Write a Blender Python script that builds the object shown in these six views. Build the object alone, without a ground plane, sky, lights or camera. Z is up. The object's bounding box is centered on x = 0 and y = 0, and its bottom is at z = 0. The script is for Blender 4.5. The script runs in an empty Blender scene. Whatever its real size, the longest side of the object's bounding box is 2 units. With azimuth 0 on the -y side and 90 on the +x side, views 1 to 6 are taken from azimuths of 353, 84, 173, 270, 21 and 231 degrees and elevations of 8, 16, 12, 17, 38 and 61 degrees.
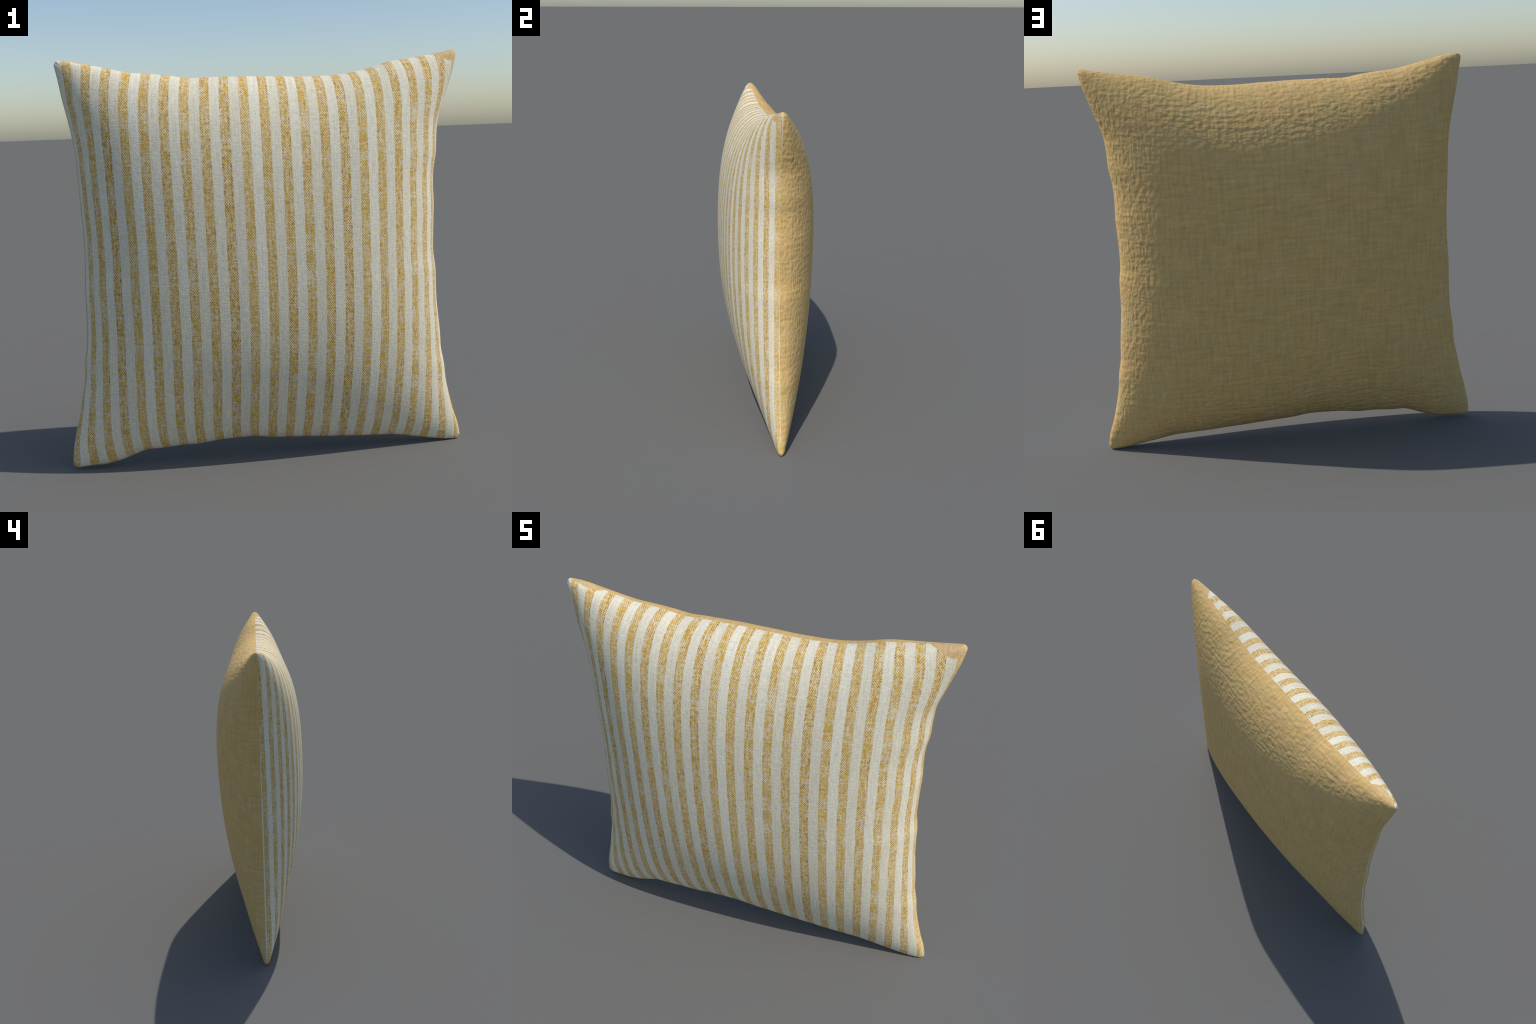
"""A square throw cushion standing on edge: a striped woven front cover and a
plain tan linen back cover, sewn together along one seam."""
import math
import bpy
import numpy as np

# --------------------------------------------------------------- the seam line
# The seam lies in the plane y = 0.  Each side of the square is a curve between
# two corners: for the top and bottom the height z at even steps from left to
# right, for the sides the offset x at even steps from top to bottom.
CORNER = {"top_left": (-0.972, 1.998), "top_right": (0.993, 2.006),
          "bottom_left": (-1.003, 0.004), "bottom_right": (1.006, -0.004)}
TOP_Z = [1.998, 1.991, 1.971, 1.950, 1.932, 1.924, 1.914, 1.900, 1.901, 1.901, 1.901, 1.898,
         1.896, 1.892, 1.892, 1.895, 1.906, 1.925, 1.950, 1.964, 1.976, 1.990, 2.006]
BOTTOM_Z = [0.004, 0.011, 0.017, 0.041, 0.074, 0.078, 0.085, 0.086, 0.097, 0.101, 0.102, 0.090,
            0.084, 0.078, 0.071, 0.066, 0.059, 0.055, 0.050, 0.034, 0.017, 0.001, -0.004]
RIGHT_X = [0.993, 0.979, 0.952, 0.921, 0.890, 0.883, 0.883, 0.867, 0.864, 0.869, 0.865, 0.861, 0.860,
           0.874, 0.875, 0.878, 0.888, 0.897, 0.901, 0.919, 0.926, 0.943, 0.965, 0.994, 1.006]
LEFT_X = [-0.972, -0.953, -0.940, -0.921, -0.904, -0.893, -0.891, -0.888, -0.884, -0.879, -0.879, -0.883,
          -0.891, -0.891, -0.891, -0.897, -0.912, -0.916, -0.935, -0.952, -0.977, -0.996, -1.003]

# How each cover bulges: thickness, its slope up/right, its falloff up/right, and
# the powers of the pillow profile (1 - |s|^p)^q across and up, with small shifts.
BULGE = {
    "front": dict(thick=0.2849, up=0.0255, right=-0.0453, up2=-0.1069, right2=0.0328,
                  p=(2.317, 4.314), q=(0.599, 0.450), shift=(-0.1454, -0.1184)),
    "back": dict(thick=0.2780, up=0.0325, right=-0.0258, up2=0.0610, right2=-0.0745,
                 p=(3.882, 2.106), q=(0.528, 0.607), shift=(-0.2163, -0.0378)),
}
EDGE_ROLL, EDGE_WIDTH = 0.011, 0.018      # the rolled seam allowance along the edge
CORNER_ROUND = 0.030                      # corner rounding, in half-widths
GRID = 240

STRIPE = 0.0957                           # stripe period on the flat front cover
# which stripe (counted from the middle one) lies at place (u, v) of the front cover:
# the cloth is drawn a little closer towards the top and bottom seams
STRIPE_DRAW = {(0, 0): -0.036, (0, 1): 0.047, (0, 2): 0.073, (1, 0): 10.595, (1, 1): -0.188, (1, 2): -0.402,
               (1, 4): 1.399, (1, 8): -0.1, (2, 0): 0.047, (2, 1): -0.044, (2, 2): -0.053, (2, 3): 0.12,
               (2, 8): 0.189, (9, 0): 0.723, (9, 1): 0.099, (9, 2): 0.28, (8, 0): -0.066, (8, 1): 0.018,
               (8, 2): 0.18, (8, 4): -0.177, (9, 4): -1.381}





def smooth_curve(values, samples=16):
    """Catmull-Rom through evenly spaced values; returns parameter and value."""
    v = np.array(values)
    v = np.concatenate([[2 * v[0] - v[1]], v, [2 * v[-1] - v[-2]]])
    t = np.linspace(0, 1, samples, endpoint=False)
    out = []
    for a, b, c, d in zip(v[:-3], v[1:-2], v[2:-1], v[3:]):
        out.append(0.5 * (2 * b + (c - a) * t + (2 * a - 5 * b + 4 * c - d) * t**2 + (-a + 3 * b - 3 * c + d) * t**3))
    out = np.append(np.concatenate(out), values[-1])
    return np.linspace(-1, 1, len(out)), out


def split_pucker(values):
    """Split a side into its broad curve and the small puckers of the seam."""
    v = np.array(values)
    k = np.linspace(-1, 1, len(v))
    broad = np.polyval(np.polyfit(k, v, 6), k)
    ends = v - broad
    broad = broad + ends[0] * (1 - k) / 2 + ends[-1] * (1 + k) / 2
    return smooth_curve(broad), smooth_curve(v - broad)


TOP, TOP_P = split_pucker(TOP_Z)
BOTTOM, BOTTOM_P = split_pucker(BOTTOM_Z)
RIGHT, RIGHT_P = split_pucker(RIGHT_X)
LEFT, LEFT_P = split_pucker(LEFT_X)


def outline_point(s, t, pucker=1.0):
    """Coons patch between the four sides; puckers die away from the seam."""
    u, v = (s + 1) / 2, (t + 1) / 2
    tl, tr, bl, br = (CORNER[c] for c in ("top_left", "top_right", "bottom_left", "bottom_right"))
    w = [(1 - u) * (1 - v), u * (1 - v), (1 - u) * v, u * v]
    bil = [w[0] * bl[i] + w[1] * br[i] + w[2] * tl[i] + w[3] * tr[i] for i in (0, 1)]
    x_top, x_bot = tl[0] * (1 - u) + tr[0] * u, bl[0] * (1 - u) + br[0] * u
    z_right, z_left = br[1] * (1 - v) + tr[1] * v, bl[1] * (1 - v) + tl[1] * v
    x = (1 - v) * x_bot + v * x_top + (1 - u) * np.interp(-t, *LEFT) + u * np.interp(-t, *RIGHT) - bil[0]
    z = (1 - v) * np.interp(s, *BOTTOM) + v * np.interp(s, *TOP) + (1 - u) * z_left + u * z_right - bil[1]
    x = x + 0.7 * pucker * (u**8 * np.interp(-t, *RIGHT_P) + (1 - u) ** 8 * np.interp(-t, *LEFT_P))
    z = z + pucker * (v**8 * np.interp(s, *TOP_P) + (1 - v) ** 8 * np.interp(s, *BOTTOM_P))
    return x, z


def bulge(s, t, side):
    b = BULGE[side]
    s2, t2 = s + b["shift"][0] * (1 - s * s), t + b["shift"][1] * (1 - t * t)
    pillow = (np.maximum(1 - np.abs(s2) ** b["p"][0], 0) ** b["q"][0]
              * np.maximum(1 - np.abs(t2) ** b["p"][1], 0) ** b["q"][1])
    body = b["thick"] + b["up"] * t + b["right"] * s + b["up2"] * t * t + b["right2"] * s * s
    e = np.clip(0.9 * (1 - np.maximum(np.abs(s), np.abs(t))) / EDGE_WIDTH, 0, 1)
    return pillow * body + EDGE_ROLL * np.sqrt(np.maximum(1 - (1 - e) ** 2, 0))


def round_corner(s, t):
    """Pull the square's four corners in to quarter circles."""
    r = CORNER_ROUND
    p, q = (np.abs(s) - (1 - r)) / r, (np.abs(t) - (1 - r)) / r
    inside = (p > 0) & (q > 0)
    k = np.where(inside, np.maximum(p, q) / np.maximum(np.hypot(p, q), 1e-9), 1)
    s_new = np.where(inside, np.sign(s) * (1 - r + r * p * k), s)
    t_new = np.where(inside, np.sign(t) * (1 - r + r * q * k), t)
    return s_new, t_new


def surface(s, t, side, pucker=1.0):
    y = bulge(s, t, side) * (-1 if side == "front" else 1)
    s, t = round_corner(s, t)
    x, z = outline_point(s, t, pucker)
    return np.stack([x, y, z], -1)


def grid_steps(n):
    """Steps from -1 to 1 that crowd towards the seam."""
    g = np.linspace(-1, 1, n)
    return 0.35 * g + 0.65 * np.sin(g * math.pi / 2)


def lay_fabric(side, n):
    """Spread the cloth evenly: every thread keeps an even length across the cushion."""
    g = grid_steps(n)
    fine = np.sin(np.linspace(-1, 1, 321) * math.pi / 2)
    u, v = np.meshgrid(g, g)
    s, t = u.copy(), v.copy()

    def even(path):
        length = np.concatenate([[0], np.cumsum(np.linalg.norm(np.diff(path, axis=0), axis=1))])
        return np.interp(g, length / length[-1] * 2 - 1, fine)

    for _ in range(5):
        s_even, t_even = np.empty_like(s), np.empty_like(t)
        for j in range(n):
            s_even[j] = even(surface(fine, np.interp(fine, s[j], t[j]), side, 0.0))
            t_even[:, j] = even(surface(np.interp(fine, t[:, j], s[:, j]), fine, side, 0.0))
        # next to the seam the threads run straight on into it
        lo, hi = np.searchsorted(g, (-0.93, 0.93))
        s_even[:lo], s_even[hi:] = s_even[lo], s_even[hi - 1]
        t_even[:, :lo], t_even[:, hi:] = t_even[:, [lo]], t_even[:, [hi - 1]]
        s, t = 0.3 * s + 0.7 * s_even, 0.3 * t + 0.7 * t_even
    return u, v, surface(s, t, side)


def make_cover(name, side, material, parent):
    n = GRID + 1
    u, v, stuffed = lay_fabric(side, n)
    # the flat cloth as cut, in stripe widths
    flat_x = sum(k * u**a * v**b for (a, b), k in STRIPE_DRAW.items())
    flat_z = v / STRIPE
    flat = np.stack([flat_x, np.zeros_like(u), flat_z], -1).reshape(-1, 3)
    idx = np.arange(n * n).reshape(n, n)
    a, b, c, d = idx[:-1, :-1].ravel(), idx[:-1, 1:].ravel(), idx[1:, 1:].ravel(), idx[1:, :-1].ravel()
    quads = np.stack([a, b, c, d], 1) if side == "front" else np.stack([a, d, c, b], 1)
    mesh = bpy.data.meshes.new(name)
    mesh.from_pydata(flat.tolist(), [], quads.tolist())
    mesh.shade_smooth()
    mesh.materials.append(material)
    obj = bpy.data.objects.new(name, mesh)
    bpy.context.scene.collection.objects.link(obj)
    obj.parent = parent
    obj.shape_key_add(name="flat_cloth", from_mix=False)
    key = obj.shape_key_add(name="stuffed", from_mix=False)
    key.data.foreach_set("co", stuffed.reshape(-1).astype(np.float32))
    key.value = 1.0
    lo, hi = flat.min(0), flat.max(0)
    return obj, lo, hi


# ----------------------------------------------------------------- materials
class Nodes:
    """Small helper to write node graphs as expressions."""

    def __init__(self, name):
        self.material = bpy.data.materials.new(name)
        self.material.use_nodes = True
        self.tree = self.material.node_tree
        self.shader = self.tree.nodes["Principled BSDF"]

    def add(self, kind):
        return self.tree.nodes.new(kind)

    def put(self, socket, value):
        if isinstance(value, bpy.types.NodeSocket):
            self.tree.links.new(value, socket)
        else:
            socket.default_value = value

    def math(self, op, a, b=0.0, c=0.0, clamp=False):
        n = self.add("ShaderNodeMath")
        n.operation, n.use_clamp = op, clamp
        for s, x in zip(n.inputs, (a, b, c)):
            self.put(s, x)
        return n.outputs[0]

    def mul(self, a, b):
        return self.math("MULTIPLY", a, b)

    def plus(self, a, b):
        return self.math("ADD", a, b)

    def minus(self, a, b):
        return self.math("SUBTRACT", a, b)

    def vec(self, x, y, z=0.0):
        n = self.add("ShaderNodeCombineXYZ")
        for s, v in zip(n.inputs, (x, y, z)):
            self.put(s, v)
        return n.outputs[0]

    def noise(self, vector, scale=1.0, detail=2.0, rough=0.5):
        n = self.add("ShaderNodeTexNoise")
        self.put(n.inputs["Vector"], vector)
        n.inputs["Scale"].default_value = scale
        n.inputs["Detail"].default_value = detail
        n.inputs["Roughness"].default_value = rough
        return n.outputs["Fac"]

    def step(self, x, lo, hi, to_lo=0.0, to_hi=1.0):
        n = self.add("ShaderNodeMapRange")
        n.interpolation_type = "SMOOTHSTEP"
        for s, v in zip(("Value", "From Min", "From Max", "To Min", "To Max"), (x, lo, hi, to_lo, to_hi)):
            self.put(n.inputs[s], v)
        return n.outputs["Result"]

    def mix(self, fac, a, b, mode="MIX"):
        n = self.add("ShaderNodeMix")
        n.data_type, n.blend_type = "RGBA", mode
        self.put(n.inputs[0], fac)
        for s, v in ((n.inputs[6], a), (n.inputs[7], b)):
            self.put(s, v if isinstance(v, bpy.types.NodeSocket) else (*v, 1.0))
        return n.outputs[2]

    def ramp(self, fac, stops, interpolation="CONSTANT"):
        n = self.add("ShaderNodeValToRGB")
        r = n.color_ramp
        r.interpolation = interpolation
        while len(r.elements) < len(stops):
            r.elements.new(0.5)
        for e, (p, v) in zip(r.elements, stops):
            e.position = p
            e.color = (v, v, v, 1) if isinstance(v, float) else (*v, 1)
        self.put(n.inputs[0], fac)
        return n.outputs[0]

    def bump(self, height, strength, distance):
        n = self.add("ShaderNodeBump")
        n.inputs["Strength"].default_value = strength
        n.inputs["Distance"].default_value = distance
        self.put(n.inputs["Height"], height)
        return n.outputs[0]

    def cloth_coordinates(self, lo, hi):
        """Position on the flat cloth in stripe widths, from Generated coordinates."""
        tc = self.add("ShaderNodeTexCoord")
        m = self.add("ShaderNodeMapping")
        m.inputs["Scale"].default_value = (hi[0] - lo[0], 0.0, hi[2] - lo[2])
        m.inputs["Location"].default_value = (lo[0], 0.0, lo[2])
        self.put(m.inputs["Vector"], tc.outputs["Generated"])
        sep = self.add("ShaderNodeSeparateXYZ")
        self.put(sep.inputs[0], m.outputs[0])
        return sep.outputs[0], sep.outputs[2]

    def finish(self, color, normal, rough=0.9, sheen=0.0):
        self.put(self.shader.inputs["Base Color"], color)
        self.put(self.shader.inputs["Normal"], normal)
        self.shader.inputs["Roughness"].default_value = rough
        self.shader.inputs["Specular IOR Level"].default_value = 0.15
        self.shader.inputs["Sheen Weight"].default_value = sheen


PATCH = (0.660, 0.460, 0.230)
CREAM = (0.740, 0.690, 0.550)
GOLD = (0.595, 0.365, 0.058)
RUST = (0.350, 0.160, 0.018)


def striped_cloth(lo, hi):
    g = Nodes("striped_cotton")
    x, z = g.cloth_coordinates(lo, hi)
    pi2 = 2 * math.pi
    # threads are never quite straight
    wob = g.minus(g.noise(g.vec(g.mul(x, 0.6), g.mul(z, 1.3)), 1.0, 2.0), 0.5)
    xw = g.plus(x, g.mul(wob, 0.004))
    wav = g.minus(g.noise(g.vec(g.mul(x, 3.0), g.mul(z, 13.0), 4.0), 1.0, 1.0), 0.5)
    edge_x = g.plus(xw, g.mul(wav, 0.05))
    number = g.math("FLOOR", g.plus(edge_x, 0.5))
    local = g.minus(edge_x, number)                     # -0.5..0.5 about a tan stripe
    kind = g.math("FRACT", g.plus(g.mul(number, 1 / 6), 10.0 + 1 / 12))   # six stripes, then again

    stripe = g.step(g.math("ABSOLUTE", local), 0.262, 0.222)

    # weave: pale weft dots in staggered rows over the gold warp
    slip_x = g.minus(g.noise(g.vec(g.mul(x, 2.6), g.mul(z, 2.6), 11.0), 1.0, 2.0), 0.5)
    slip_z = g.minus(g.noise(g.vec(g.mul(x, 2.6), g.mul(z, 2.6), 23.0), 1.0, 2.0), 0.5)
    warp_phase = g.plus(g.mul(xw, pi2 * 8.2), g.mul(slip_x, 3.2))
    weft_phase = g.plus(g.mul(z, pi2 * 7.2), g.mul(slip_z, 3.2))
    dots = g.mul(g.math("COSINE", warp_phase), g.math("COSINE", weft_phase))
    fuzz = g.minus(g.noise(g.vec(g.mul(x, 14.0), g.mul(z, 14.0), 2.0), 1.0, 2.0, 0.7), 0.5)
    streak = g.minus(g.noise(g.vec(g.mul(x, 9.0), g.mul(z, 0.9), 41.0), 1.0, 1.0, 0.5), 0.5)
    rows = g.minus(g.noise(g.vec(g.mul(x, 1.3), g.mul(z, 9.0), 43.0), 1.0, 1.0, 0.5), 0.5)
    patchy = g.noise(g.vec(g.mul(number, 7.3), g.mul(z, 0.9), 1.0), 1.0, 2.0)
    # every sixth-kind stripe has washed-out bars that come back along its length
    cycle = g.math("FRACT", g.mul(g.minus(z, 5.9), 1 / 5.9))
    bar1 = g.step(g.math("ABSOLUTE", g.minus(cycle, 0.162)), 0.10, 0.02)
    bar2 = g.step(g.math("ABSOLUTE", g.minus(cycle, 0.90)), 0.10, 0.02)
    pale_kind = g.ramp(kind, [(0.0, 0.10), (1 / 6, 0.0), (2 / 6, 1.0), (3 / 6, 0.15), (4 / 6, 0.0), (5 / 6, 0.25)])
    washed = g.mul(g.math("MAXIMUM", bar1, bar2), pale_kind)
    speck = g.minus(g.noise(g.vec(g.mul(x, 7.0), g.mul(z, 6.0), 31.0), 1.0, 1.0, 0.6), 0.5)
    cover = g.plus(g.plus(g.mul(dots, 0.62), g.plus(g.plus(g.mul(fuzz, 1.3), g.mul(speck, 1.5)), g.plus(g.mul(streak, 1.3), g.mul(rows, 0.9)))), g.mul(g.minus(patchy, 0.5), 0.35))
    cover = g.plus(cover, g.mul(washed, 0.20))
    dot_mask = g.step(cover, -0.20, 0.42)

    deep_kind = g.ramp(kind, [(0.0, 0.30), (1 / 6, 0.45), (2 / 6, 0.35), (3 / 6, 0.40), (4 / 6, 0.60), (5 / 6, 0.20)])
    right_edge = g.step(local, 0.15, 0.23)
    left_edge = g.step(local, -0.15, -0.23)
    edge_rust = g.mul(right_edge, g.ramp(kind, [(0.0, 0.2), (1 / 6, 0.3), (2 / 6, 0.1), (3 / 6, 0.45), (4 / 6, 1.0), (5 / 6, 0.0)]))
    edge_rust = g.plus(edge_rust, g.mul(left_edge, g.ramp(kind, [(0.0, 0.2), (1 / 6, 0.1), (2 / 6, 0.6), (3 / 6, 0.2), (4 / 6, 0.5), (5 / 6, 0.1)])))
    slub = g.noise(g.vec(g.mul(x, 9.0), g.mul(z, 3.2), 8.0), 1.0, 2.0, 0.6)
    rusty = g.mul(g.step(slub, 0.46, 0.58), g.plus(deep_kind, edge_rust))
    warp = g.mix(g.math("MINIMUM", rusty, 1.0), GOLD, RUST)
    warp = g.mix(g.mul(g.step(slub, 0.5, 0.3), 0.5), warp, (0.63, 0.45, 0.14))
    weft = g.mix(0.20, CREAM, (0.64, 0.45, 0.16))
    tan = g.mix(dot_mask, warp, weft)

    # cream stripes: fine warp lines, and a warmer or cooler cast per stripe
    white_number = g.math("FLOOR", edge_x)
    white_kind = g.math("FRACT", g.plus(g.mul(white_number, 1 / 6), 10.0 + 1 / 12))
    cast = g.ramp(white_kind, [(0.0, (0.720, 0.668, 0.525)), (1 / 6, (0.735, 0.688, 0.545)), (2 / 6, (0.715, 0.660, 0.515)),
                               (3 / 6, (0.730, 0.678, 0.535)), (4 / 6, (0.705, 0.652, 0.515)), (5 / 6, (0.755, 0.710, 0.575))])
    lines = g.noise(g.vec(g.mul(x, 13.0), g.mul(z, 0.7), 6.0), 1.0, 1.0)
    thread_up = g.noise(g.vec(g.mul(x, 15.0), g.mul(z, 4.0), 9.0), 1.0, 1.0)
    thread_side = g.noise(g.vec(g.mul(x, 3.0), g.mul(z, 13.0), 12.0), 1.0, 1.0)
    thread = g.mul(g.plus(thread_up, thread_side), 0.5)
    shade = g.plus(g.mul(g.minus(lines, 0.5), 0.34), g.mul(g.minus(thread, 0.5), 0.65))
    cream = g.mix(1.0, cast, g.vec(g.plus(1.0, shade), g.plus(1.0, shade), g.plus(0.99, g.mul(shade, 1.15))), "MULTIPLY")

    color = g.mix(stripe, cream, tan)
    # a few thick pale weft threads run right across
    weft_line = g.noise(g.vec(g.mul(x, 0.35), g.mul(z, 7.0), 3.0), 1.0, 1.0)
    color = g.mix(g.mul(g.step(weft_line, 0.68, 0.80), 0.30), color, (0.68, 0.64, 0.55))

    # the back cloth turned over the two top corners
    def patch(cx, cz, left, right, down, power):
        dx = g.minus(x, cx)
        p = g.math("MAXIMUM", g.mul(dx, 1 / right), g.mul(dx, -1 / left))
        q = g.math("ABSOLUTE", g.mul(g.minus(z, cz), 1 / down))
        r = g.plus(g.math("POWER", p, power), g.math("POWER", q, power))
        return g.step(r, 1.03, 0.97)

    top = 1 / STRIPE
    over = g.math("MAXIMUM", patch(10.68, top, 1.25, 0.85, 0.80, 1.3), patch(-9.20, top, 0.68, 0.72, 0.32, 2.0))
    grain = g.noise(g.vec(g.mul(x, 9.0), g.mul(z, 4.0), 5.0), 1.0, 3.0)
    fold = g.mix(g.step(grain, 0.3, 0.75), PATCH, tuple(0.80 * c for c in PATCH))
    color = g.mix(over, color, fold)

    height = g.plus(g.mul(dots, 0.12), g.plus(g.mul(thread, 1.2), g.mul(fuzz, 0.3)))
    g.finish(color, g.bump(height, 0.30, 0.004), rough=0.95)
    return g


def plain_cloth(lo, hi):
    g = Nodes("tan_linen")
    x, z = g.cloth_coordinates(lo, hi)
    # crossed slub threads, long along either way of the weave
    across = g.noise(g.vec(g.mul(x, 0.60), g.mul(z, 5.5), 1.0), 1.0, 2.0, 0.5)
    along = g.noise(g.vec(g.mul(x, 5.5), g.mul(z, 0.60), 2.0), 1.0, 2.0, 0.5)
    across2 = g.noise(g.vec(g.mul(x, 1.1), g.mul(z, 5.5), 3.0), 1.0, 0.0, 0.5)
    along2 = g.noise(g.vec(g.mul(x, 5.5), g.mul(z, 1.1), 4.0), 1.0, 0.0, 0.5)
    # crinkles run along the nearest seam
    lump_across = g.noise(g.vec(g.mul(x, 2.9), g.mul(z, 4.1), 5.0), 1.0, 1.0, 0.4)
    lump_along = g.noise(g.vec(g.mul(x, 4.1), g.mul(z, 3.1), 15.0), 1.0, 1.0, 0.4)
    near_side = g.step(g.minus(g.math("ABSOLUTE", x), g.math("ABSOLUTE", z)), -2.0, 2.0)
    lump = g.plus(g.mul(lump_across, g.minus(1.0, near_side)), g.mul(lump_along, near_side))
    tone = g.plus(g.minus(across, 0.5), g.minus(along, 0.5))
    blotch = g.noise(g.vec(g.mul(x, 0.5), g.mul(z, 0.5), 7.0), 1.0, 2.0)
    blotch2 = g.noise(g.vec(g.mul(x, 0.8), g.mul(z, 0.8), 17.0), 1.0, 1.0)
    color = g.mix(g.step(blotch, 0.4, 0.6), (0.632, 0.418, 0.166), (0.610, 0.422, 0.166))
    color = g.mix(g.mul(g.step(blotch2, 0.5, 0.7), 0.3), color, (0.58, 0.425, 0.222))
    shade = g.plus(1.0, g.mul(tone, 0.40))
    color = g.mix(1.0, color, g.vec(shade, shade, shade), "MULTIPLY")
    height = g.plus(g.plus(g.mul(across2, 0.35), g.mul(along2, 0.40)), g.mul(lump, 1.5))
    height = g.plus(height, g.mul(tone, 0.25))
    g.finish(color, g.bump(height, 0.38, 0.012), rough=0.95)
    return g


# ---------------------------------------------------------------------- build
cushion = bpy.data.objects.new("cushion", None)
bpy.context.scene.collection.objects.link(cushion)
cushion["label"] = "square throw cushion, cream and gold striped front, plain tan back"
cushion["category"] = "cushion"

for name, side, cloth in (("striped_front_cover", "front", striped_cloth), ("plain_back_cover", "back", plain_cloth)):
    placeholder = bpy.data.materials.new("placeholder")
    cover, low, high = make_cover(name, side, placeholder, cushion)
    cover.data.materials[0] = cloth(low, high).material
    bpy.data.materials.remove(placeholder)
